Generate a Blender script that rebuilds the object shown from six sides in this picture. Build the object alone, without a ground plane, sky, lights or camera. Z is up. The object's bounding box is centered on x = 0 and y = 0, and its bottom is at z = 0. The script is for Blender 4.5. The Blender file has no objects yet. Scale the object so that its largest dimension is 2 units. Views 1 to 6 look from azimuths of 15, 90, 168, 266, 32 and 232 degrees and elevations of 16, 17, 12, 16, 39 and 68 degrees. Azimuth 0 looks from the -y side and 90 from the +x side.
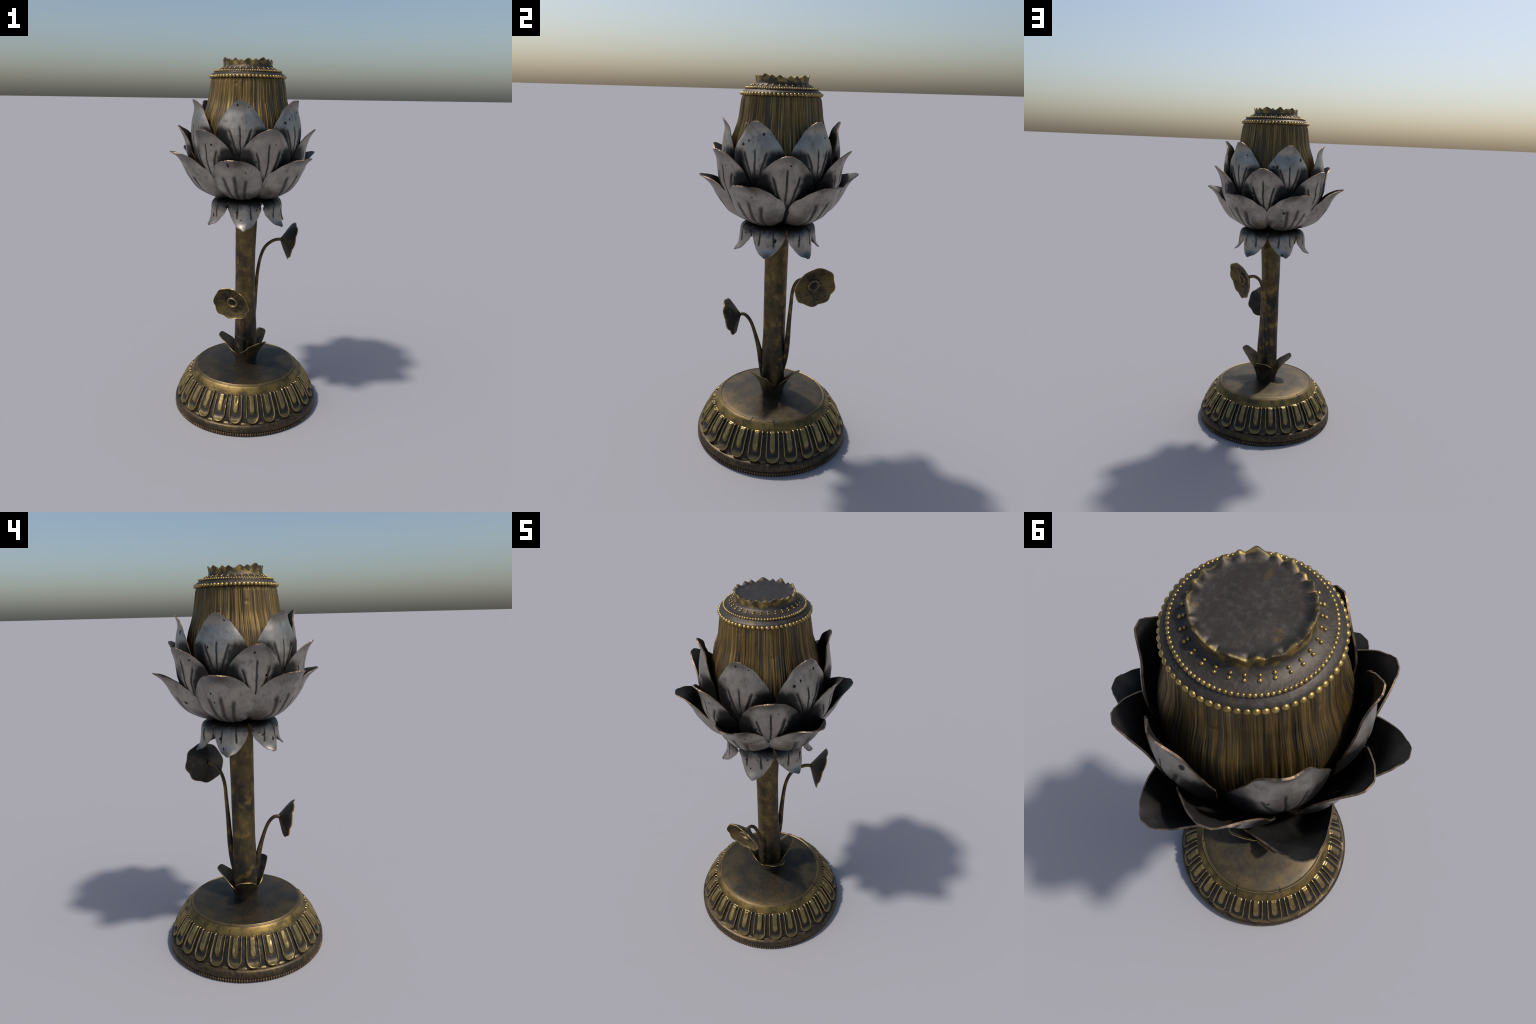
import bpy, math, random
from mathutils import Vector, Matrix, noise

TAU = 2 * math.pi
rad = math.radians


# ----------------------------------------------------------------- helpers
def smooth(a, b, x):
    t = min(1.0, max(0.0, (x - a) / (b - a)))
    return t * t * (3 - 2 * t)


def gauss(x, s):
    return math.exp(-(x / s) ** 2)


def catmull(pts, n):
    """n+1 samples of a centripetal-ish curve through pts, even in arc length"""
    P = [Vector(p) for p in pts]
    P = [P[0] * 2 - P[1]] + P + [P[-1] * 2 - P[-2]]
    fine = []
    for i in range(1, len(P) - 2):
        a, b, c, d = P[i - 1:i + 3]
        for k in range(24):
            t = k / 24
            fine.append(0.5 * ((2 * b) + (c - a) * t + (2 * a - 5 * b + 4 * c - d) * t * t
                               + (3 * b - a - 3 * c + d) * t ** 3))
    fine.append(P[-2].copy())
    L = [0.0]
    for i in range(1, len(fine)):
        L.append(L[-1] + (fine[i] - fine[i - 1]).length)
    out, j = [], 0
    for k in range(n + 1):
        s = L[-1] * k / n
        while j < len(L) - 2 and L[j + 1] < s:
            j += 1
        f = (s - L[j]) / max(1e-9, L[j + 1] - L[j])
        out.append(fine[j].lerp(fine[j + 1], min(1, max(0, f))))
    return out


def lin(table, x):
    """piecewise smooth-linear lookup"""
    if x <= table[0][0]:
        return table[0][1]
    for (x0, y0), (x1, y1) in zip(table, table[1:]):
        if x <= x1:
            return y0 + (y1 - y0) * (x - x0) / (x1 - x0)
    return table[-1][1]


def soft_lin(table, x, w=0.03):
    w = min(w, 1 - x, x)
    return sum(lin(table, x + w * k / 3) for k in range(-3, 4)) / 7


def make(name, verts, faces, mats, parent=None, idx=None, angle=40, kind=None):
    me = bpy.data.meshes.new(name)
    me.from_pydata([tuple(v) for v in verts], [], faces)
    for m in (mats if isinstance(mats, (list, tuple)) else [mats]):
        me.materials.append(m)
    if idx:
        me.polygons.foreach_set('material_index', idx)
    me.polygons.foreach_set('use_smooth', [True] * len(me.polygons))
    me.set_sharp_from_angle(angle=rad(angle))
    me.update()
    ob = bpy.data.objects.new(name, me)
    bpy.context.scene.collection.objects.link(ob)
    if parent:
        ob.parent = parent
    if kind:
        ob["kind"] = kind
    return ob


def instance(src, parent, rot):
    ob = src.copy()
    ob.rotation_euler = (0, 0, rot)
    bpy.context.scene.collection.objects.link(ob)
    ob.parent = parent
    return ob


def grid_faces(nu, nv, off=0, wrap=False, flip=False):
    """quads of an nv x nu grid (row major); wrap joins the last column to the first"""
    f = []
    for j in range(nv - 1):
        for i in range(nu if wrap else nu - 1):
            a = off + j * nu + i
            b = off + j * nu + (i + 1) % nu
            q = (a, b, b + nu, a + nu)
            f.append(q[::-1] if flip else q)
    return f


def revolve(profile, seg, shape=None):
    """surface of revolution, profile listed from the top centre outward and down"""
    V, n = [], len(profile)
    for (r, z) in profile:
        for i in range(seg):
            a = TAU * i / seg
            p = Vector((r * math.cos(a), r * math.sin(a), z))
            V.append(shape(p, r, a, z) if shape else p)
    F = grid_faces(seg, n, 0, True, True)
    return V, F


def tube(path, radii, seg, cap=True):
    V, F = [], []
    n = len(path)
    up = Vector((0.3, 0.1, 1)).normalized()
    for i, p in enumerate(path):
        t = (path[min(n - 1, i + 1)] - path[max(0, i - 1)]).normalized()
        if i == 0:
            side = t.cross(up).normalized()
        else:
            side = (side - t * side.dot(t)).normalized()
        o = t.cross(side)
        for k in range(seg):
            a = TAU * k / seg
            V.append(p + (side * math.cos(a) + o * math.sin(a)) * radii[i])
    F = grid_faces(seg, n, 0, True, False)
    if cap:
        F += [tuple(range(seg))[::-1], tuple(range((n - 1) * seg, n * seg))]
    return V, F


def ellipsoid(c, ax, nu=10, nv=7):
    """c centre; ax three half-axis vectors"""
    V = [c + ax[2]]
    for j in range(1, nv):
        b = math.pi * j / nv
        for i in range(nu):
            a = TAU * i / nu
            V.append(c + ax[0] * (math.sin(b) * math.cos(a)) + ax[1] * (math.sin(b) * math.sin(a)) + ax[2] * math.cos(b))
    V.append(c - ax[2])
    F = [(0, 1 + i, 1 + (i + 1) % nu) for i in range(nu)]
    F += grid_faces(nu, nv - 1, 1, True, True)
    l = len(V) - 1
    s = 1 + (nv - 2) * nu
    F += [(l, s + (i + 1) % nu, s + i) for i in range(nu)]
    return V, F


def bead_ring(name, count, r, z, half, tilt, mat, parent, phase=0, jitter=0.06, seed=1):
    rnd = random.Random(seed)
    V, F = [], []
    for i in range(count):
        a = phase + TAU * (i + rnd.uniform(-jitter, jitter)) / count
        er = Vector((math.cos(a), math.sin(a), 0))
        et = Vector((-math.sin(a), math.cos(a), 0))
        n = er * math.cos(tilt) + Vector((0, 0, 1)) * math.sin(tilt)
        d = et.cross(n)
        k = rnd.uniform(0.86, 1.06)
        v, f = ellipsoid(er * r + Vector((0, 0, z)), (et * half[0] * k, d * half[1] * k, n * half[2] * k))
        o = len(V)
        V += v
        F += [tuple(q + o for q in g) for g in f]
    return make(name, V, F, mat, parent, kind="stuff", angle=80)


# ------------------------------------------------------------ node language
class G:
    """a material whose node graph is written as arithmetic"""

    def __init__(self, name):
        self.m = bpy.data.materials.new(name)
        self.m.use_nodes = True
        self.t = self.m.node_tree
        self.t.nodes.clear()
        self.out = self.t.nodes.new('ShaderNodeOutputMaterial')
        self.bsdf = self.t.nodes.new('ShaderNodeBsdfPrincipled')
        self.t.links.new(self.bsdf.outputs[0], self.out.inputs[0])
        self.co = S(self, self.t.nodes.new('ShaderNodeTexCoord').outputs['Object'])
        sep = self.t.nodes.new('ShaderNodeSeparateXYZ')
        self.t.links.new(self.co.s, sep.inputs[0])
        self.x, self.y, self.z = (S(self, sep.outputs[i]) for i in range(3))

    def put(self, sock, v):
        if isinstance(v, S):
            self.t.links.new(v.s, sock)
        elif isinstance(v, (tuple, list)):
            sock.default_value = (*v, 1.0) if len(v) == 3 and len(sock.default_value) == 4 else v
        else:
            sock.default_value = v

    def math(self, op, *a):
        n = self.t.nodes.new('ShaderNodeMath')
        n.operation = op
        for i, v in enumerate(a):
            self.put(n.inputs[i], v)
        return S(self, n.outputs[0])

    def step(self, a, b, x):
        n = self.t.nodes.new('ShaderNodeMapRange')
        n.interpolation_type = 'SMOOTHSTEP'
        rev = a > b
        self.put(n.inputs[0], x)
        n.inputs[1].default_value = b if rev else a
        n.inputs[2].default_value = a if rev else b
        n.inputs[3].default_value = 1.0 if rev else 0.0
        n.inputs[4].default_value = 0.0 if rev else 1.0
        return S(self, n.outputs[0])

    def vec(self, x, y, z):
        n = self.t.nodes.new('ShaderNodeCombineXYZ')
        for i, v in enumerate((x, y, z)):
            self.put(n.inputs[i], v)
        return S(self, n.outputs[0])

    def noise(self, scale, detail=4, rough=0.55, vec=None, dist=0.0):
        n = self.t.nodes.new('ShaderNodeTexNoise')
        self.put(n.inputs['Vector'], vec or self.co)
        n.inputs['Scale'].default_value = scale
        n.inputs['Detail'].default_value = detail
        n.inputs['Roughness'].default_value = rough
        n.inputs['Distortion'].default_value = dist
        return S(self, n.outputs[0])

    def voronoi(self, scale, vec=None):
        n = self.t.nodes.new('ShaderNodeTexVoronoi')
        self.put(n.inputs['Vector'], vec or self.co)
        n.inputs['Scale'].default_value = scale
        return S(self, n.outputs['Distance'])

    def rand(self):
        return S(self, self.t.nodes.new('ShaderNodeObjectInfo').outputs['Random'])

    def mix(self, f, a, b):
        n = self.t.nodes.new('ShaderNodeMix')
        n.data_type = 'RGBA'
        self.put(n.inputs[0], f)
        self.put(n.inputs[6], a)
        self.put(n.inputs[7], b)
        return S(self, n.outputs[2])

    def atan2(self, a, b):
        return self.math('ARCTAN2', a, b)

    def hypot(self, a, b):
        return self.math('SQRT', a * a + b * b)

    def max(self, *a):
        r = a[0]
        for v in a[1:]:
            r = self.math('MAXIMUM', r, v)
        return r

    def min(self, *a):
        r = a[0]
        for v in a[1:]:
            r = self.math('MINIMUM', r, v)
        return r

    def abs(self, a):
        return self.math('ABSOLUTE', a)

    def finish(self, color, rough, metal=1.0, bump=None, strength=0.3, dist=0.002):
        b = self.bsdf
        self.put(b.inputs['Base Color'], color)
        self.put(b.inputs['Roughness'], rough)
        self.put(b.inputs['Metallic'], metal)
        if bump is not None:
            n = self.t.nodes.new('ShaderNodeBump')
            n.inputs['Strength'].default_value = strength
            n.inputs['Distance'].default_value = dist
            self.put(n.inputs['Height'], bump)
            self.t.links.new(n.outputs[0], b.inputs['Normal'])
        return self.m


class S:
    def __init__(self, g, s):
        self.g, self.s = g, s

    def __add__(self, o): return self.g.math('ADD', self, o)
    __radd__ = __add__
    def __sub__(self, o): return self.g.math('SUBTRACT', self, o)
    def __rsub__(self, o): return self.g.math('SUBTRACT', o, self)
    def __mul__(self, o): return self.g.math('MULTIPLY', self, o)
    __rmul__ = __mul__
    def __truediv__(self, o): return self.g.math('DIVIDE', self, o)


# ------------------------------------------------------------------ colours
GOLD = (0.37, 0.24, 0.075)
OLIVE = (0.20, 0.150, 0.045)
BRONZE = (0.155, 0.110, 0.050)
DARK = (0.045, 0.040, 0.036)
SLATE = (0.058, 0.048, 0.040)
SILVER = (0.365, 0.335, 0.290)
BLACKENED = (0.021, 0.020, 0.020)
COPPER = (0.30, 0.185, 0.10)


def mat_gold(name, a=GOLD, b=OLIVE, c=DARK, amount=0.5, scale=14, rough=0.38):
    g = G(name)
    n = g.noise(scale, 5)
    n2 = g.noise(scale * 5, 4)
    col = g.mix(g.step(0.35, 0.65, n), b, a)
    col = g.mix(g.step(0.62 - 0.25 * amount, 0.80 - 0.2 * amount, n2 * 0.6 + g.noise(scale * 0.6, 3) * 0.4), col, c)
    return g.finish(col, rough + 0.2 * n2, 0.9, n2, 0.25, 0.001)


def mat_stem():
    g = G("tarnished_brass")
    n = g.noise(5.5, 4, vec=g.vec(g.x, g.y, g.z * 0.6))
    s = g.noise(60, 5)
    f = g.noise(18, 5)
    col = g.mix(g.step(0.36, 0.62, n * 0.7 + f * 0.3), (0.034, 0.031, 0.027), (0.150, 0.106, 0.042))
    col = g.mix(g.step(0.52, 0.66, f) * 0.6, col, (0.25, 0.175, 0.055))
    col = g.mix(g.step(0.55, 0.7, s) * 0.65, col, (0.045, 0.04, 0.035))
    return g.finish(col, 0.42 + 0.25 * s, 0.85, s, 0.3, 0.001)


def mat_dark_bronze():
    g = G("dark_bronze")
    f = g.noise(16, 5)
    s = g.noise(70, 4)
    col = g.mix(g.step(0.4, 0.65, f), (0.040, 0.036, 0.030), (0.095, 0.072, 0.040))
    col = g.mix(g.step(0.6, 0.72, s) * 0.5, col, (0.15, 0.11, 0.05))
    return g.finish(col, 0.45 + 0.2 * s, 0.8, s, 0.3, 0.001)


def mat_foot():
    g = G("aged_foot_brass")
    r = g.hypot(g.x, g.y)
    n = g.noise(9, 5)
    s = g.noise(55, 5)
    # worn disc: dark brown middle, browner and brighter toward the engraved rim
    disc = g.mix(g.step(0.30, 0.80, n * 0.75 + s * 0.25 + r * 0.8 - 0.15), (0.049, 0.044, 0.036), (0.118, 0.086, 0.043))
    disc = g.mix(g.step(0.50, 0.66, g.noise(15, 6, 0.65)) * 0.6, disc, (0.042, 0.038, 0.033))
    # polished shoulder between rim and lobes
    shoulder = g.mix(g.step(0.35, 0.65, g.noise(16, 5)), (0.085, 0.064, 0.028), (0.245, 0.165, 0.052))
    shoulder = g.mix(g.step(0.55, 0.68, g.noise(34, 5)) * 0.55, shoulder, (0.06, 0.05, 0.03))
    col = g.mix(g.step(0.304, 0.309, r), disc, shoulder)
    ring = g.max(g.step(0.0022, 0.0008, g.abs(r - 0.2932)), g.step(0.0022, 0.0008, g.abs(r - 0.2992)))
    col = g.mix(ring * 0.8, col, (0.28, 0.195, 0.08))
    # blackened ground behind the lobes, plain bronze band below
    ground = g.step(0.207, 0.199, g.z)
    col = g.mix(ground, col, g.mix(g.step(0.45, 0.7, s), (0.040, 0.036, 0.032), (0.085, 0.066, 0.045)))
    band = g.step(0.070, 0.064, g.z)
    bandc = g.mix(g.step(0.40, 0.62, n * 0.5 + s * 0.5), (0.046, 0.038, 0.030), (0.110, 0.078, 0.040))
    scr = g.step(0.63, 0.70, g.noise(26, 6, 0.65, dist=0.6))
    bandc = g.mix(scr * 0.7, bandc, (0.30, 0.19, 0.085))
    col = g.mix(band, col, bandc)
    col = g.mix(g.step(0.0235, 0.021, g.z), col, (0.04, 0.033, 0.026))
    # three hairline cracks across the rim
    crack = None
    for az, r0, r1, w in CRACKS:
        a = rad(az)
        along = g.x * math.cos(a) + g.y * math.sin(a)
        across = g.y * math.cos(a) - g.x * math.sin(a)
        wob = (g.noise(38, 2) - 0.5) * 0.03
        c = g.step(w, w * 0.35, g.abs(across + wob)) * g.step(r0, r0 + 0.004, along) * g.step(r1, r1 - 0.004, along)
        crack = c if crack is None else g.max(crack, c)
    col = g.mix(crack, col, (0.02, 0.018, 0.016))
    return g.finish(col, 0.36 + 0.25 * s, 0.88, s * 0.35 - crack * 2.0, 0.35, 0.0015)


CRACKS = [(2.5, 0.283, 0.322, 0.0032), (121, 0.288, 0.326, 0.0026), (161, 0.275, 0.330, 0.003), (-21, 0.278, 0.312, 0.0028),
          (64, 0.283, 0.306, 0.0022)]


def mat_lobe():
    g = G("embossed_brass")
    a = g.atan2(g.y, g.x)
    v = (LOBE_Z0 - g.z) / (LOBE_Z0 - LOBE_Z1)
    u = g.abs(a) / LOBE_HALF
    s = g.noise(60, 4)
    rnd = g.rand()
    n = g.noise(22, 4, vec=g.vec(g.x + rnd * 3.0, g.y + rnd, g.z))
    # distance inside the rounded outline, in fractions of the half width
    tipx = g.max((v - 0.70) / 0.30, 0.0)
    edge = 1.0 - g.hypot(u, tipx)
    bossv = g.max((v - 0.50) / 0.16, 0.0)
    boss = g.step(0.44, 0.36, g.hypot(u, bossv * 0.42))
    toe = g.step(0.76, 0.87, v + u * u * 0.06)
    rim = g.step(0.30, 0.20, edge) * g.step(0.03, 0.10, edge)
    wear = g.max(g.max(boss, rim), toe)
    gold = g.mix(g.step(0.35, 0.65, n), (0.20, 0.152, 0.060), (0.34, 0.242, 0.092))
    gold = g.mix(toe * 0.55, gold, (0.13, 0.10, 0.04))
    gold = g.mix(rim * 0.55, gold, (0.42, 0.29, 0.11))
    col = g.mix(wear, (0.042, 0.037, 0.032), gold)
    col = g.mix(g.step(0.58, 0.7, s) * 0.5, col, (0.07, 0.055, 0.035))
    return g.finish(col, 0.48 - 0.22 * wear + 0.15 * s, 0.9, s, 0.25, 0.001)


def mat_bud():
    g = G("ribbed_brass")
    r = g.hypot(g.x, g.y) + 0.0001
    cx, cy = g.x / r, g.y / r
    wob = g.noise(7, 2) * 0.10
    st = g.vec(cx * 15.0 + wob, cy * 15.0 + wob, g.z * 2.6)
    fine = g.vec(cx * 38.0 + wob * 3.0, cy * 38.0, g.z * 2.6)
    n1 = g.noise(1.0, 3, 0.5, st)
    n2 = g.noise(1.0, 3, 0.6, fine)
    blot = g.noise(9, 5)
    s = g.noise(80, 3)
    col = g.mix(g.step(0.36, 0.62, n2), (0.082, 0.060, 0.031), (0.240, 0.153, 0.045))
    col = g.mix(g.step(0.47, 0.62, n1 * 0.65 + blot * 0.35) * 0.85, col, (0.056, 0.052, 0.050))
    col = g.mix(g.step(0.58, 0.68, n2) * 0.85, col, (0.36, 0.26, 0.115))
    col = g.mix(g.step(0.56, 0.66, blot) * 0.35, col, (0.15, 0.10, 0.045))
    return g.finish(col, 0.40 + 0.22 * s, 0.85, n2 + s * 0.12, 0.55, 0.004)


def mat_crown():
    g = G("crown_brass")
    r = g.hypot(g.x, g.y)
    n = g.noise(13, 5)
    s = g.noise(70, 4)
    col = g.mix(g.step(0.45, 0.7, s), SLATE, (0.080, 0.070, 0.060))
    # gilded teeth band on the outside of the jagged rim
    teeth = g.step(1.954, 1.964, g.z + (n - 0.5) * 0.03) * g.step(0.122, 0.127, r)
    gold = g.mix(g.step(0.40, 0.62, g.noise(30, 4)), (0.080, 0.064, 0.036), (0.36, 0.25, 0.075))
    col = g.mix(teeth * 0.9, col, gold)
    # flecks of bare brass elsewhere
    col = g.mix(g.step(0.62, 0.70, n) * 0.5, col, (0.15, 0.105, 0.042))
    return g.finish(col, 0.44 + 0.2 * s, 0.75, s + n, 0.45, 0.0025)


def mat_bloom(name, inside):
    g = G(name)
    r = g.hypot(g.x, g.y)
    n = g.noise(18, 5)
    s = g.noise(75, 4)
    if inside:
        col = g.mix(g.step(0.40, 0.66, n * 0.7 + s * 0.2 + r * 1.5), (0.034, 0.030, 0.026), (0.165, 0.118, 0.044))
        ring = g.step(0.008, 0.004, g.abs(r - 0.027))
        col = g.mix(ring * 0.9, col, (0.26, 0.19, 0.10))
        col = g.mix(g.step(0.021, 0.018, r), col, (0.035, 0.03, 0.026))
        col = g.mix(g.step(0.60, 0.70, g.noise(40, 5)) * 0.5, col, (0.05, 0.043, 0.03))
    else:
        col = g.mix(g.step(0.42, 0.66, n), (0.042, 0.037, 0.032), (0.085, 0.066, 0.038))
    return g.finish(col, 0.45 + 0.2 * s, 0.82, s, 0.3, 0.001)


def mat_petal(tier, k, pits, seed):
    T = TIERS[tier]
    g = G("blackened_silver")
    off = g.vec(g.x + seed * 1.7, g.y + seed * 0.9, g.z - seed * 0.6)
    n = g.noise(13, 5, 0.6, off)
    s = g.noise(85, 4, 0.6, off)
    m = g.noise(34, 5, 0.65, off)
    fib = g.noise(1.0, 3, 0.6, g.vec(g.y * 120.0 + seed, g.x * 8.0, g.z * 12.0))
    col = g.mix(g.step(0.30, 0.70, n), tuple(c * 0.72 for c in SILVER), tuple(c * 1.05 for c in SILVER))
    col = g.mix(g.step(0.50, 0.70, m) * 0.55, col, (0.12, 0.112, 0.105))
    col = g.mix(g.step(0.60, 0.72, g.noise(11, 6, 0.7, off)) * 0.35, col, (0.10, 0.095, 0.09))
    col = g.mix(g.step(0.45, 0.75, fib) * 0.25, col, (0.20, 0.185, 0.17))
    col = g.mix(g.step(0.66, 0.78, g.noise(7, 4, 0.5, off)) * 0.5, col, (0.34, 0.215, 0.14))
    # veins: dark, slightly sunk stripes that fan out from the base
    vein = None
    wob = (g.noise(24, 2, 0.5, off) - 0.5) * 0.010
    for (y0, z0, y1, z1, w) in T['veins']:
        slope = (y1 - y0) / (z1 - z0)
        yc = (g.z - z0) * slope + y0
        d = g.abs(g.y + wob - yc)
        lo, hi = min(z0, z1), max(z0, z1)
        e = g.step(w * 1.25, w * 0.2, d + (m - 0.5) * 0.004)
        end = g.step(hi, hi - 0.022, g.z) if T['up'] else g.step(lo, lo + 0.014, g.z)
        vv = e * end
        vein = vv if vein is None else g.max(vein, vv)
    # dark flanks low on the petal, with a ragged grainy border
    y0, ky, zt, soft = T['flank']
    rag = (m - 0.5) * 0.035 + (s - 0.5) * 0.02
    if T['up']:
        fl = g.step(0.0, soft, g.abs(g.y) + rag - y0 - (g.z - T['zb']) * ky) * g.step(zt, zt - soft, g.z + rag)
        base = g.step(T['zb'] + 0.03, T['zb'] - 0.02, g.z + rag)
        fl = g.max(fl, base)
    else:
        fl = g.step(zt - soft, zt, g.z + rag + g.abs(g.y) * ky)  # sepal tops darkened in colour for the shadow under the petals
        fl = g.max(fl, g.step(0.046, 0.012, g.hypot(g.y * 0.8, (g.z - T['tip'][1]) * 1.1) + rag * 0.8) * 0.62)
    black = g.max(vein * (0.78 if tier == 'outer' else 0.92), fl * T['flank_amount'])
    # smoky grey just below the curled tip
    if T['up']:
        smoke = g.step(T['tip'][1] - 0.055, T['tip'][1] - 0.01, g.z + rag)
        col = g.mix(smoke * 0.55, col, (0.13, 0.125, 0.12))
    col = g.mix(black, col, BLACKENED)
    # corrosion pits
    pit = None
    for (py, pz, pr, st) in pits:
        d = g.hypot((g.y - py), (g.z - pz) * st) + (s - 0.5) * pr * 0.9
        p = g.step(pr, pr * 0.55, d)
        pit = p if pit is None else g.max(pit, p)
    col = g.mix(pit, col, (0.020, 0.020, 0.022))
    return g.finish(col, 0.28 + 0.12 * s + 0.10 * m + 0.16 * black, 0.92 - 0.08 * black, m * 0.35 + s * 0.25 - vein * 1.2 - pit * 2.5, 0.4, 0.0025)


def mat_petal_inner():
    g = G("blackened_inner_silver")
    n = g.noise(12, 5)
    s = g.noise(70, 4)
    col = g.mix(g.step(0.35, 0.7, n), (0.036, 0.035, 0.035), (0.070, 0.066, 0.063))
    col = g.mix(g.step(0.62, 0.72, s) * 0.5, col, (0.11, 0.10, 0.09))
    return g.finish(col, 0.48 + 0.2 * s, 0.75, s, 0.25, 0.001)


def mat_petal_edge():
    g = G("worn_copper_edge")
    n = g.noise(40, 5)
    col = g.mix(g.step(0.35, 0.65, n), (0.10, 0.080, 0.062), (0.29, 0.20, 0.125))
    return g.finish(col, 0.44 + 0.2 * n, 0.95)


# -------------------------------------------------------- petal dimensions
# spine: (radius, height) from the attachment to the curled tip
# width: (fraction along spine, half width); sag: how far the margins are set back
TIERS = {
    'outer': dict(
        up=True, az=[41.5, 103.0, 162.6, 218.2, 274.5, 335.0], zb=1.27,
        tips=[(-.004, -.007), (0, 0), (.008, .015), (.002, .016), (-.022, -.004), (-.008, -.003)],
        spine=[(0.055, 1.268), (0.12, 1.266), (0.187, 1.275), (0.243, 1.299), (0.282, 1.324), (0.32, 1.368),
               (0.344, 1.405), (0.364, 1.445), (0.390, 1.478), (0.430, 1.507)],
        width=[(0, .030), (.13, .060), (.27, .102), (.40, .128), (.52, .143), (.62, .144), (.72, .131), (.80, .111),
               (.87, .085), (.93, .060), (.97, .043), (1, .031)],
        sag=[(0, .010), (.27, .036), (.42, .060), (.54, .078), (.66, .080), (.8, .048), (.92, .015), (1, .003)],
        veins=[(0, 1.27, .002, 1.430, .0125), (-.026, 1.27, -.062, 1.422, .012), (.026, 1.27, .060, 1.408, .012)],
        flank=(0.095, 0.22, 1.40, 0.045), flank_amount=0.7),
    'middle': dict(
        up=True, az=[6.0, 68.5, 126.8, 191.0, 247.2, 305.2], zb=1.41,
        tips=[(-.004, -.003), (-.003, .004), (.008, -.01), (.010, .003), (.005, .003), (.004, .010)],
        spine=[(0.05, 1.285), (0.13, 1.292), (0.212, 1.323), (0.268, 1.380), (0.301, 1.437), (0.322, 1.490),
               (0.327, 1.535), (0.335, 1.572), (0.349, 1.607), (0.374, 1.643)],
        width=[(0, .025), (.2, .072), (.36, .112), (.50, .132), (.62, .140), (.70, .136), (.78, .124), (.85, .099),
               (.91, .072), (.96, .049), (1, .030)],
        sag=[(0, .006), (.3, .030), (.5, .052), (.66, .061), (.80, .042), (.92, .015), (1, .003)],
        veins=[(0, 1.40, 0, 1.588, .0065), (-.030, 1.42, -.068, 1.55, .0085), (.030, 1.42, .066, 1.555, .0085)],
        flank=(0.008, 0.40, 1.578, 0.036), flank_amount=0.96),
    'inner': dict(
        up=True, az=[36.5, 96.0, 158.8, 220.0, 279.0, 337.8], zb=1.545,
        tips=[(-.006, 0), (0, -.010), (.001, -.005), (.002, 0), (-.013, .001), (.003, 0)],
        spine=[(0.05, 1.32), (0.15, 1.345), (0.225, 1.398), (0.281, 1.470), (0.301, 1.540), (0.309, 1.600),
               (0.307, 1.645), (0.299, 1.70), (0.292, 1.742), (0.305, 1.786)],
        width=[(0, .025), (.2, .068), (.38, .106), (.52, .124), (.64, .132), (.71, .133), (.78, .127), (.85, .104),
               (.91, .074), (.96, .048), (1, .028)],
        sag=[(0, .006), (.3, .025), (.55, .055), (.70, .064), (.82, .040), (.92, .015), (1, .004)],
        veins=[(0, 1.53, 0, 1.672, .006), (-.026, 1.55, -.062, 1.658, .0085), (.026, 1.55, .060, 1.66, .0085)],
        flank=(0.006, 0.40, 1.674, 0.036), flank_amount=0.96),
    'sepal': dict(
        up=False, az=[42.4, 102.2, 160.5, 222.0, 282.0, 344.0], zb=1.27,
        tips=[(.005, -.001), (0, .003), (.006, .001), (.001, .010), (-.005, .002), (-.004, .007)],
        spine=[(0.05, 1.256), (0.11, 1.264), (0.160, 1.265), (0.190, 1.252), (0.203, 1.222), (0.207, 1.185),
               (0.214, 1.147), (0.236, 1.115)],
        width=[(0, .045), (.2, .070), (.38, .086), (.50, .090), (.60, .089), (.74, .076), (.85, .055), (.94, .031),
               (1, .012)],
        sag=[(0, .0), (.25, .002), (.38, .012), (.50, .034), (.62, .042), (.72, .036), (.85, .015), (1, .002)],
        veins=[(-.030, 1.27, -.040, 1.165, .0065), (.030, 1.27, .040, 1.165, .0065)],
        flank=(0, 0.25, 1.264, 0.055), flank_amount=0.93),
}
for _t in TIERS.values():
    _t['tip'] = _t['spine'][-1]
    _t['blunt'] = 0.009 if _t['up'] else 0.005


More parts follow.
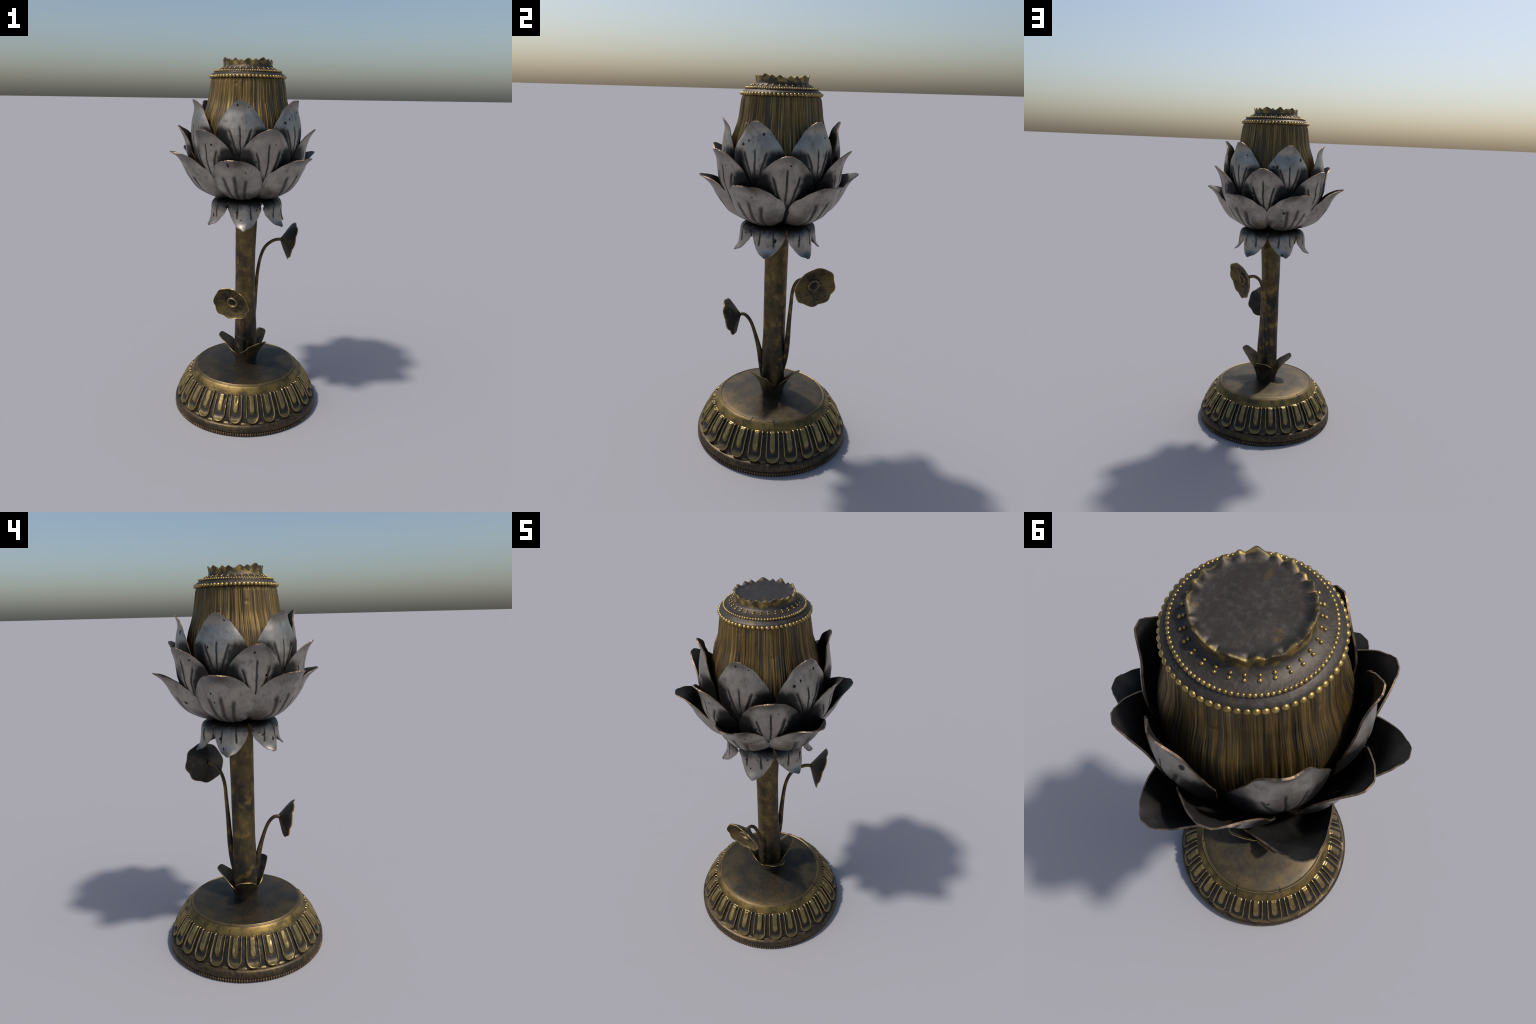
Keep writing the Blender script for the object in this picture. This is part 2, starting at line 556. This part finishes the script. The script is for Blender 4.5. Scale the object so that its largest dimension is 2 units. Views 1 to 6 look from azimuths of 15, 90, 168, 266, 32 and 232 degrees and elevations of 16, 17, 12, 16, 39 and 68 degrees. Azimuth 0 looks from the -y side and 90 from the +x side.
def build_petal(tier, k, parent, mats):
    T = TIERS[tier]
    rnd = random.Random(hash((len(tier), k)) % 9973 + 17 * k)
    NU, NV, TH = 37, 64, 0.0055
    dr, dz = T['tips'][k]
    sp = catmull([(r, 0, z) for r, z in T['spine']], NV - 1)
    for j, p in enumerate(sp):
        p.x += dr * smooth(0.0, 0.65, j / (NV - 1))
        p.z += dz * smooth(0.3, 1.0, j / (NV - 1))
    sd = rnd.uniform(0, 50)
    outer, inner = [], []
    rows = []
    for j, p in enumerate(sp):
        s = j / (NV - 1)
        t = (sp[min(NV - 1, j + 1)] - sp[max(0, j - 1)]).normalized()
        n = Vector((t.z, 0, -t.x))          # outward / downward face
        if not T['up']:
            n = Vector((-t.z, 0, t.x))
        rows.append((s, p, t, n, soft_lin(T['width'], s), soft_lin(T['sag'], s)))
    P = []
    for (s, p, t, n, w, sg) in rows:
        # the very tip is blunt: the margin rounds off over the last few rows
        for i in range(NU):
            f = -1 + 2 * i / (NU - 1)
            c = f * w
            q = p + Vector((0, c, 0)) - n * (sg * (0.75 * f * f + 0.25 * f ** 4))
            q = q - t * (T['blunt'] * smooth(.45, 1.0, abs(f)) * smooth(0.92, 1.0, s))
            wv = noise.noise(Vector((c * 14 + sd, s * 5, 3.1 * k)))
            q = q + n * (0.0028 * wv * smooth(0.25, 0.6, s))
            q = q + n * (0.0035 * noise.noise(Vector((f * 1.5 + sd, s * 7, 9.7))) * abs(f) ** 3 * smooth(0.4, 0.7, s) * smooth(1, .9, s))
            # sunk veins
            for (y0, z0, y1, z1, vw) in T['veins']:
                yc = y0 + (q.z - z0) * (y1 - y0) / (z1 - z0)
                lo, hi = min(z0, z1), max(z0, z1)
                e = smooth(hi + .004, hi - .02, q.z) if T['up'] else smooth(lo - .004, lo + .02, q.z)
                q = q - n * (0.0026 * gauss(q.y - yc, vw * 0.8) * e)
            P.append(q)
    # vertex normals of the sheet, then a second skin inside
    def at(i, j):
        return P[min(NV - 1, max(0, j)) * NU + min(NU - 1, max(0, i))]
    V = list(P)
    sign = 1 if T['up'] else -1
    rim_mid = {}
    for j in range(NV):
        for i in range(NU):
            nn = (at(i, j + 1) - at(i, j - 1)).cross(at(i + 1, j) - at(i - 1, j)).normalized() * -1 * sign
            if nn.dot(rows[j][3]) < 0:
                nn = -nn
            V.append(at(i, j) - nn * TH)
    F = grid_faces(NU, NV, 0, False, not T['up'])
    I = [0] * len(F)
    F2 = grid_faces(NU, NV, NU * NV, False, T['up'])
    F += F2
    I += [1] * len(F2)
    loop = [j * NU for j in range(NV)] + [(NV - 1) * NU + i for i in range(1, NU)] \
        + [j * NU + NU - 1 for j in range(NV - 2, -1, -1)] + [i for i in range(NU - 2, 0, -1)]
    m = len(loop)
    o = NU * NV
    for a in range(m):
        b = (a + 1) % m
        q = (loop[a], loop[b], loop[b] + o, loop[a] + o)
        F.append(q if not T['up'] else q[::-1])
        I.append(2)
    # a hair-thin worn line on the outer face just inside the margin
    name = "sepal" if tier == 'sepal' else "petal"
    ob = make(name, V, F, mats, parent, I, angle=50)
    ob.rotation_euler = (0, 0, rad(T['az'][k]))
    return ob


def petal_pits(tier, k):
    T = TIERS[tier]
    rnd = random.Random(1000 * len(tier) + 37 * k + ord(tier[0]))
    zt = T['tip'][1]
    out = []
    for _ in range(rnd.choice((1, 2, 3))):
        if T['up']:
            z = rnd.uniform(zt - 0.16, zt - 0.02)
            lim = 0.02 + (zt - z) * 0.75
        else:
            z = rnd.uniform(zt + 0.015, zt + 0.11)
            lim = 0.015 + (z - zt) * 0.6
        y = rnd.choice((-1, 1)) * rnd.uniform(0.25, 0.95) * min(lim, 0.105)
        out.append((y, z, rnd.choice((0.0055, 0.007, 0.0085, 0.0045)), rnd.choice((0.6, 1.0, 1.0, 1.5))))
    return out


# ------------------------------------------------------------------- thing
root = bpy.data.objects.new("lotus_candlestick", None)
bpy.context.scene.collection.objects.link(root)
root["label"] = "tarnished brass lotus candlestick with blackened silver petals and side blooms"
root["category"] = "candlestick"

# ---- foot
LOBES = 26
LOBE_HALF = 0.41 * TAU / LOBES
LOBE_Z0, LOBE_Z1 = 0.207, 0.066
foot_profile = catmull([(0.0005, 0, .262), (.06, 0, .2605), (.2, 0, .2535), (.25, 0, .2495), (.286, 0, .2455)], 14)
foot_profile = [(p.x, p.z) for p in foot_profile]
foot_profile += [(.2890, .2446), (.2905, .2442), (.2917, .2456), (.2932, .2464), (.2947, .2452), (.2962, .2430), (.2977, .2444),
                 (.2992, .2450), (.3007, .2440), (.3022, .2422), (.3035, .2418)]
foot_profile += [(p.x, p.z) for p in catmull([(.3035, 0, .2418), (.3095, 0, .2368), (.3165, 0, .2275), (.324, 0, .2165), (.330, 0, .205),
                                              (.337, 0, .191), (.353, 0, .168), (.370, 0, .142), (.386, 0, .113), (.398, 0, .086),
                                              (.4035, 0, .066)], 40)[1:]]
foot_profile += [(.405, .0655), (.412, .0645)]
foot_profile += [(p.x, p.z) for p in catmull([(.412, 0, .0645), (.421, 0, .060), (.4265, 0, .050), (.4285, 0, .038), (.4275, 0, .026)], 10)[1:]]
foot_profile += [(.4260, .0228), (.4220, .0212), (.4215, .0195), (.4240, .0170), (.4245, .0030), (.4220, .0), (.38, .0), (.0005, .0)]


def foot_shape(p, r, a, z):
    k = 0.0009 * noise.noise(Vector((p.x * 7, p.y * 7, z * 9)))
    if 0.06 < z < 0.26 and r > 0.305:
        k += 0.0006 * noise.noise(p * 24)
    q = Vector((p.x * (1 + k), p.y * (1 + k), p.z))
    if z > 0.24:
        q.z += 0.0012 * noise.noise(Vector((p.x * 11, p.y * 11, 4)))
    return q


V, F = revolve(foot_profile, 312, foot_shape)
foot = make("foot", V, F, mat_foot(), root, angle=60)


def lobe_surface(v):
    """mean surface the lobes are beaten into: (r, z) at v=0 top .. 1 toe, and its outward normal"""
    pts = lobe_surface.pts
    x = v * (len(pts) - 1)
    i = min(len(pts) - 2, max(0, int(x)))
    p = pts[i].lerp(pts[i + 1], x - i)
    t = (pts[i + 1] - pts[i]).normalized()
    return p, Vector((-t.z, 0, t.x))


lobe_surface.pts = catmull([(.3280, 0, .206), (.3380, 0, .191), (.3545, 0, .168), (.3720, 0, .142), (.3880, 0, .113), (.4005, 0, .086),
                            (.4075, 0, .066)], 60)


def lobe_height(u, v):
    tipx = max((v - 0.70) / 0.30, 0)
    edge = 1 - math.hypot(u, tipx)
    bossv = max((v - 0.50) / 0.16, 0)
    bd = math.hypot(u, bossv * 0.42)
    h = 0.0035
    rim = smooth(0.0, 0.12, edge) * smooth(0.32, 0.16, edge)
    h = max(h, 0.0035 + 0.0075 * rim)
    boss = smooth(0.46, 0.30, bd) * smooth(.02, .08, v)
    h = max(h, 0.0035 + 0.0095 * boss * (1 - 0.2 * u * u))
    toe = smooth(0.74, 0.90, v + u * u * 0.06) * smooth(0.0, 0.10, edge)
    h = max(h, 0.0035 + 0.0055 * toe)
    h *= smooth(-0.02, 0.07, v)
    return h * smooth(-0.02, 0.09, edge) - 0.006 * smooth(0.05, -0.02, edge)


def lobe_mesh(seed):
    rnd = random.Random(seed)
    NU, NV = 45, 84
    V = []
    dents = [(rnd.uniform(-.9, .9), rnd.uniform(.1, .9), rnd.uniform(.05, .10)) for _ in range(rnd.choice((1, 2, 3)))]
    for j in range(NV):
        v = j / (NV - 1)
        tipx = max((v - 0.70) / 0.30, 0)
        w = math.sqrt(max(0.0, 1 - min(1, tipx) ** 2)) * 1.0
        w = max(w, 0.05)
        p, n = lobe_surface(v)
        for i in range(NU):
            u = (-1 + 2 * i / (NU - 1)) * w
            wob = 0.05 * noise.noise(Vector((u * 1.2, v * 4, seed * 3.3)))
            h = lobe_height(u + wob, v)
            h += 0.0009 * noise.noise(Vector((u * 2.5, v * 8, seed * 7.1)))
            for (du, dv, ds) in dents:
                h -= 0.0028 * gauss(math.hypot((u - du) * .5, v - dv), ds)
            if abs(u) >= w * 0.999 or j in (0, NV - 1):
                h = -0.010
            a = u * LOBE_HALF
            q = p + n * h
            V.append((q.x * math.cos(a), q.x * math.sin(a), q.z))
    return V, grid_faces(NU, NV, 0, False, True)


m_lobe = mat_lobe()
protos = [make("lobe", *lobe_mesh(s), m_lobe, foot, angle=60) for s in range(9)]
rl = random.Random(5)
for i in range(LOBES):
    src = protos[i] if i < 9 else None
    rot = rad(1.3) + TAU * i / LOBES
    if src:
        src.rotation_euler = (0, 0, rot)
    else:
        instance(protos[rl.randrange(9)], foot, rot)

# little ledge tongues that show between the toes of the lobes
tongue = []
V, F = [], []
for k in range(9):
    v = k / 8
    for i in range(13):
        f = -1 + i / 6
        a = f * 0.17 * TAU / LOBES
        rr = .4005 + .0085 * v
        zz = .0735 - .0085 * v ** 1.5 - 0.004 * f * f * (1 - v)
        V.append((rr * math.cos(a), rr * math.sin(a), zz if 0 < i < 12 else zz - .006))
m_tongue = mat_gold("tongue_bronze", (0.19, 0.14, 0.07), (0.10, 0.078, 0.045), DARK, 0.4, 25)
t0 = make("tongue", V, grid_faces(13, 9, 0, False, True), m_tongue, foot, angle=60)
t0.rotation_euler = (0, 0, rad(1.3) + 0.5 * TAU / LOBES)
for i in range(1, LOBES):
    instance(t0, foot, rad(1.3) + (i + 0.5) * TAU / LOBES)

m_bead_foot = mat_gold("foot_bead_bronze", (0.24, 0.155, 0.07), (0.13, 0.085, 0.042), (0.05, 0.04, 0.03), 0.45, 20, 0.42)
bead_ring("beading", 196, .4243, .0108, (.0052, .0088, .0058), 0.0, m_bead_foot, foot, jitter=0.05, seed=3)

# ---- stem
m_stem = mat_stem()
NS, NZ = 48, 150
V = []
for j in range(NZ):
    z = .235 + (1.272 - .235) * j / (NZ - 1)
    rx = 1.02 * lin([(.235, .060), (.36, .064), (.5, .0625), (.62, .0585), (.85, .0555), (1.0, .0575), (1.1, .060), (1.27, .064)], z)
    ry = 1.02 * lin([(.235, .060), (.36, .065), (.5, .064), (.62, .0605), (.85, .0600), (1.0, .0605), (1.1, .0615), (1.27, .064)], z)
    cx = lin([(.235, 0), (.5, -.001), (.7, -.006), (.95, -.006), (1.1, -.002), (1.27, 0)], z)
    for i in range(NS):
        a = TAU * i / NS
        d = 1 + 0.022 * noise.noise(Vector((math.cos(a) * 1.6, math.sin(a) * 1.6, z * 6))) \
            + 0.008 * noise.noise(Vector((math.cos(a) * 6, math.sin(a) * 6, z * 22)))
        V.append((cx + rx * d * math.cos(a), ry * d * math.sin(a), z))
F = grid_faces(NS, NZ, 0, True) + [tuple(range((NZ - 1) * NS, NZ * NS)), tuple(range(NS))[::-1]]
stem = make("stem", V, F, m_stem, root, angle=60)

# ---- three-leaved sheath round the stem foot
def sheath_leaves():
    leaves = [(65, .160, .412), (179, .166, .412), (319, .178, .437)]
    notch = [(12, 122), (122, 249), (249, 372)]
    NU, NV, TH = 41, 22, 0.0042
    cols = []
    for (az, tr, tz), (a0, a1) in zip(leaves, notch):
        for i in range(NU - 1):
            f = -1 + 2 * i / (NU - 1)
            span = (az - a0) if f < 0 else (a1 - az)
            ab = rad(az + f * span)
            B = Vector((.0605 * math.cos(ab), .0605 * math.sin(ab), .243))
            x = abs(f)
            # margin of one leaf from the blunt tip down to the notch
            er = lin([(0, tr), (.12, tr), (.22, tr - .007), (.5, tr - .048), (1, .0705)], x)
            ez = lin([(0, tz), (.12, tz - .001), (.22, tz - .007), (.5, tz - .042), (1, .312)], x)
            lat = lin([(0, 0), (.12, .024), (.22, .035), (.5, .055), (1, .0705 * math.sin(rad(span)))], x)
            if span > 89:
                lat = min(lat, .0705)
            fwd = math.sqrt(max(1e-6, er * er - lat * lat)) if x < 0.85 else None
            if x == 1:
                Tp = Vector((.0705 * math.cos(ab), .0705 * math.sin(ab), ez))
            else:
                la = math.asin(min(1, lat / er)) * (1 if f > 0 else -1)
                la2 = (ab - rad(az))
                k = smooth(.6, 1.0, x)
                aa = rad(az) + la * (1 - k) + la2 * k
                Tp = Vector((er * math.cos(aa), er * math.sin(aa), ez))
            C = Vector((B.x * 1.10, B.y * 1.10, .243 + .58 * (Tp.z - .243)))
            cols.append([B * (1 - t) ** 2 + C * 2 * t * (1 - t) + Tp * t * t for t in [j / (NV - 1) for j in range(NV)]])
    n = len(cols)
    V = [cols[i][j] for j in range(NV) for i in range(n)]
    o = len(V)
    for j in range(NV):
        for i in range(n):
            a, b = V[j * n + (i + 1) % n], V[j * n + (i - 1) % n]
            c, d = V[min(NV - 1, j + 1) * n + i], V[max(0, j - 1) * n + i]
            nn = (a - b).cross(c - d).normalized()
            V.append(V[j * n + i] - nn * TH)
    F = grid_faces(n, NV, 0, True) + grid_faces(n, NV, o, True, True)
    I = [0] * len(F)
    for i in range(n):
        k = (NV - 1) * n
        F.append((k + i, k + (i + 1) % n, o + k + (i + 1) % n, o + k + i))
        I.append(1)
        F.append((i, o + i, o + (i + 1) % n, (i + 1) % n))
        I.append(0)
    return V, F, I


m_dark = mat_dark_bronze()
m_edge_gold = mat_gold("gilt_edge", (0.42, 0.285, 0.10), (0.16, 0.115, 0.05), DARK, 0.3, 30)
V, F, I = sheath_leaves()
make("sheath", V, F, [m_dark, m_edge_gold], root, I, angle=50)

# ---- two side blooms on stalks
m_bi, m_bo = mat_bloom("bloom_inside", True), mat_bloom("bloom_outside", False)


def bloom(center, normal, R, depth, seed, parent, roll):
    """scalloped trumpet; local z is the way it faces"""
    rnd = random.Random(seed)
    SEG, lob = 144, 8
    outer = catmull([(.0100, 0, -depth), (.019, 0, -depth * .90), (.042, 0, -depth * .70), (.070, 0, -depth * .44), (.094, 0, -depth * .20),
                     (R, 0, 0)], 30)
    inner = catmull([(R - .002, 0, .0035), (.093, 0, -depth * .20 + .006), (.070, 0, -depth * .40 + .006), (.050, 0, -depth * .48 + .005),
                     (.040, 0, -depth * .47 + .004), (.0340, 0, -depth * .30), (.0285, 0, -depth * .18), (.0240, 0, -depth * .22),
                     (.0210, 0, -depth * .38), (.014, 0, -depth * .44), (.0005, 0, -depth * .45)], 44)
    amp = [rnd.uniform(.75, 1.15) for _ in range(lob)]
    sh = [rnd.uniform(-.12, .12) for _ in range(lob)]

    def bend(p, a):
        k = p.x / R
        w = max(0, (k - .35) / .65)
        x = (a / TAU * lob) % lob
        i = int(x)
        f = x - i - .5
        scal = (0.5 + .5 * math.cos(TAU * (f + sh[i] * (1 - 4 * f * f)))) * amp[i]
        rr = p.x * (1 + w * w * (.065 * scal - .035))
        zz = p.z + w * (.0040 * (scal - .5)) + .005 * w * w * math.sin(a * 2 + seed)
        zz -= .0022 * gauss(abs(f) - .5, .05) * w
        return Vector((rr * math.cos(a), rr * math.sin(a), zz))
    V = []
    rows = list(outer) + list(inner)
    for p in rows:
        for i in range(SEG):
            V.append(bend(p, TAU * i / SEG))
    F = grid_faces(SEG, len(rows), 0, True)
    I = []
    for j in range(len(rows) - 1):
        I += [(0 if j < len(outer) - 2 else (2 if j <= len(outer) else 1))] * SEG
    z = Vector(normal).normalized()
    x = Vector((0, 0, 1)).cross(z).normalized()
    y = z.cross(x)
    M = Matrix((x, y, z)).transposed().to_4x4()
    ob = make("bloom", V, F, [m_bo, m_bi, m_edge_gold], parent, I, angle=60)
    ob.matrix_local = Matrix.Translation(center) @ M @ Matrix.Rotation(roll, 4, 'Z')
    return ob


def flower(path, r0, r1, center, normal, R, depth, seed, roll):
    pts = catmull(path, 44)
    radii = [r0 + (r1 - r0) * smooth(0, .75, i / 44) for i in range(45)]
    V, F = tube(pts, radii, 16)
    stalk = make("stalk", V, F, m_stem, root, angle=60)
    b = bloom(center, normal, R, depth, seed, stalk, roll)
    return stalk


flower([(.006, .046, .385), (.018, .064, .47), (.028, .074, .56), (.037, .080, .70), (.048, .087, .82), (.062, .092, .895), (.083, .108, .950),
        (.116, .134, .981), (.146, .160, .990), (.172, .174, .987)], .0180, .0095, (.222, .198, .976), (.91, .35, -.20), .112, .066, 4, 0.3)
flower([(.000, -.046, .34), (.001, -.064, .43), (.001, -.080, .515), (-.002, -.104, .605), (-.008, -.131, .680), (-.013, -.162, .718),
        (-.017, -.190, .722), (-.018, -.204, .719)], .0215, .0095, (-.013, -.249, .706), (-.09, -.955, -.27), .104, .062, 9, 1.0)

# ---- receptacle under the petals
V, F = revolve([(.0005, 1.40), (.11, 1.40), (.10, 1.33), (.085, 1.285), (.078, 1.262), (.066, 1.246), (.052, 1.240), (.0005, 1.240)], 64)
make("receptacle", V, F, mat_gold("receptacle_bronze", (0.20, 0.12, 0.06), (0.11, 0.07, 0.04), DARK, 0.4, 25), root)

# ---- petals and sepals
m_in, m_ed = mat_petal_inner(), mat_petal_edge()
seed = 0
for tier in ('outer', 'middle', 'inner', 'sepal'):
    for k in range(6):
        seed += 1
        m = mat_petal(tier, k, petal_pits(tier, k), seed)
        build_petal(tier, k, root, [m, m_in, m_ed])

# ---- ribbed bud
bud_prof = [(p.x, p.z) for p in catmull([(.10, 0, 1.30), (.19, 0, 1.37), (.236, 0, 1.45), (.252, 0, 1.54), (.2525, 0, 1.62), (.2405, 0, 1.69), (.226, 0, 1.735),
                                         (.211, 0, 1.782), (.2025, 0, 1.835), (.1965, 0, 1.875), (.1925, 0, 1.900)], 110)][::-1]


def bud_shape(p, r, a, z):
    c, s = math.cos(a), math.sin(a)
    w = .12 * noise.noise(Vector((c * 3, s * 3, z * 6)))
    n1 = noise.noise(Vector((c * 12 + w, s * 12 + w, z * 2.4)))
    n2 = noise.noise(Vector((c * 31 + w * 3, s * 31, z * 3 + 7)))
    h = .0032 * (1 - abs(n1) * 2) + .0022 * (1 - abs(n2) * 2.2)
    h *= smooth(1.905, 1.875, z)
    h -= .004 * sum(gauss(math.hypot((((a - A + math.pi) % TAU) - math.pi) * .22, (z - Z) * 1.6), .011) for A, Z in BUD_DENTS)
    k = (r + h - .002) / r
    return Vector((p.x * k, p.y * k, z))


BUD_DENTS = [(rad(-92), 1.868), (rad(-50), 1.775), (rad(10), 1.80), (rad(190), 1.83), (rad(120), 1.80)]
V, F = revolve(bud_prof, 1080, bud_shape)
make("bud", V, F, mat_bud(), root, angle=80)

# ---- crown: beaded collar, sloping neck, jagged rim and dished top
TEETH = [(-38, 1.9978), (-57, 1.992), (-73, 1.9935), (-90, 1.987), (-103, 1.994), (-119, 1.992), (-138, 1.9995), (-158, 1.992), (-174, 1.992),
         (163, 1.9895), (150, 1.991), (125, 1.994), (106, 1.988), (89, 1.996), (70, 1.987), (54, 1.994), (31, 1.990), (17, 1.988),
         (-6, 1.991), (-22, 1.9925)]


def rim_height(a):
    h = 1.9765 + .002 * noise.noise(Vector((math.cos(a) * 3, math.sin(a) * 3, 1)))
    for az, top in TEETH:
        d = abs(((a - rad(az) + math.pi) % TAU) - math.pi)
        wd = .10 + .035 * math.sin(az * 3.7)
        h = max(h, top - (math.sqrt(d * d + .0012) - .0346) * wd)
    return h


def crown_shape(p, r, a, z):
    er = Vector((math.cos(a), math.sin(a), 0))
    H = rim_height(a)
    tooth = (H - 1.977) / .020
    if z > 1.9575:                       # wall and dish: stretch to the jagged rim
        if r > .1255:
            f = (z - 1.9575) / (1.985 - 1.9575)
            z = 1.9575 + f * (H - 1.9575)
            r = r + f * (.0015 + .006 * tooth * f) + .0022 * noise.noise(Vector((er.x * 9, er.y * 9, z * 20))) * f
        else:
            g = smooth(.098, .1255, r)
            z = z + (H - 1.985) * g ** 4
            r = r + .005 * tooth * g ** 4
            z += .0026 * noise.noise(Vector((er.x * r * 16, er.y * r * 16, 5)))
    return er * r + Vector((0, 0, min(z, 2.0)))


crown_prof = [(p.x, p.z) for p in catmull([(.0005, 0, 1.9815), (.05, 0, 1.9810), (.085, 0, 1.9805), (.105, 0, 1.9805), (.118, 0, 1.983), (.1245, 0, 1.985)], 34)]
crown_prof += [(.1262, 1.985)] + [(p.x, p.z) for p in catmull([(.1275, 0, 1.984), (.1285, 0, 1.972), (.130, 0, 1.960), (.134, 0, 1.952), (.142, 0, 1.9455), (.152, 0, 1.9405),
                                                            (.165, 0, 1.9365), (.1755, 0, 1.9345)], 40)]
crown_prof += [(.1785, 1.9330), (.1790, 1.9250), (.1815, 1.9235), (.190, 1.9185), (.1960, 1.9140), (.1985, 1.9090), (.1985, 1.9010), (.1965, 1.8960),
               (.1930, 1.8945), (.15, 1.894), (.0005, 1.894)]
V, F = revolve(crown_prof, 480, crown_shape)
crown = make("crown", V, F, mat_crown(), root, angle=70)

m_bead = mat_gold("bead_gold", (0.46, 0.315, 0.10), (0.29, 0.20, 0.065), (0.10, 0.075, 0.04), 0.25, 18, 0.30)
bead_ring("beading", 64, .1982, 1.9040, (.0098, .0092, .0080), .18, m_bead, crown, phase=.02, seed=7)
bead_ring("beading", 93, .1768, 1.9315, (.0058, .0056, .0052), .6, m_bead, crown, seed=8)
bead_ring("stud", 30, .1505, 1.9425, (.0050, .0050, .0044), 1.1, m_bead, crown, phase=rad(139.3), jitter=.04, seed=9)
bead_ring("stud", 30, .1415, 1.9475, (.0044, .0044, .0042), 1.0, m_bead, crown, phase=rad(139.3), jitter=.04, seed=10)
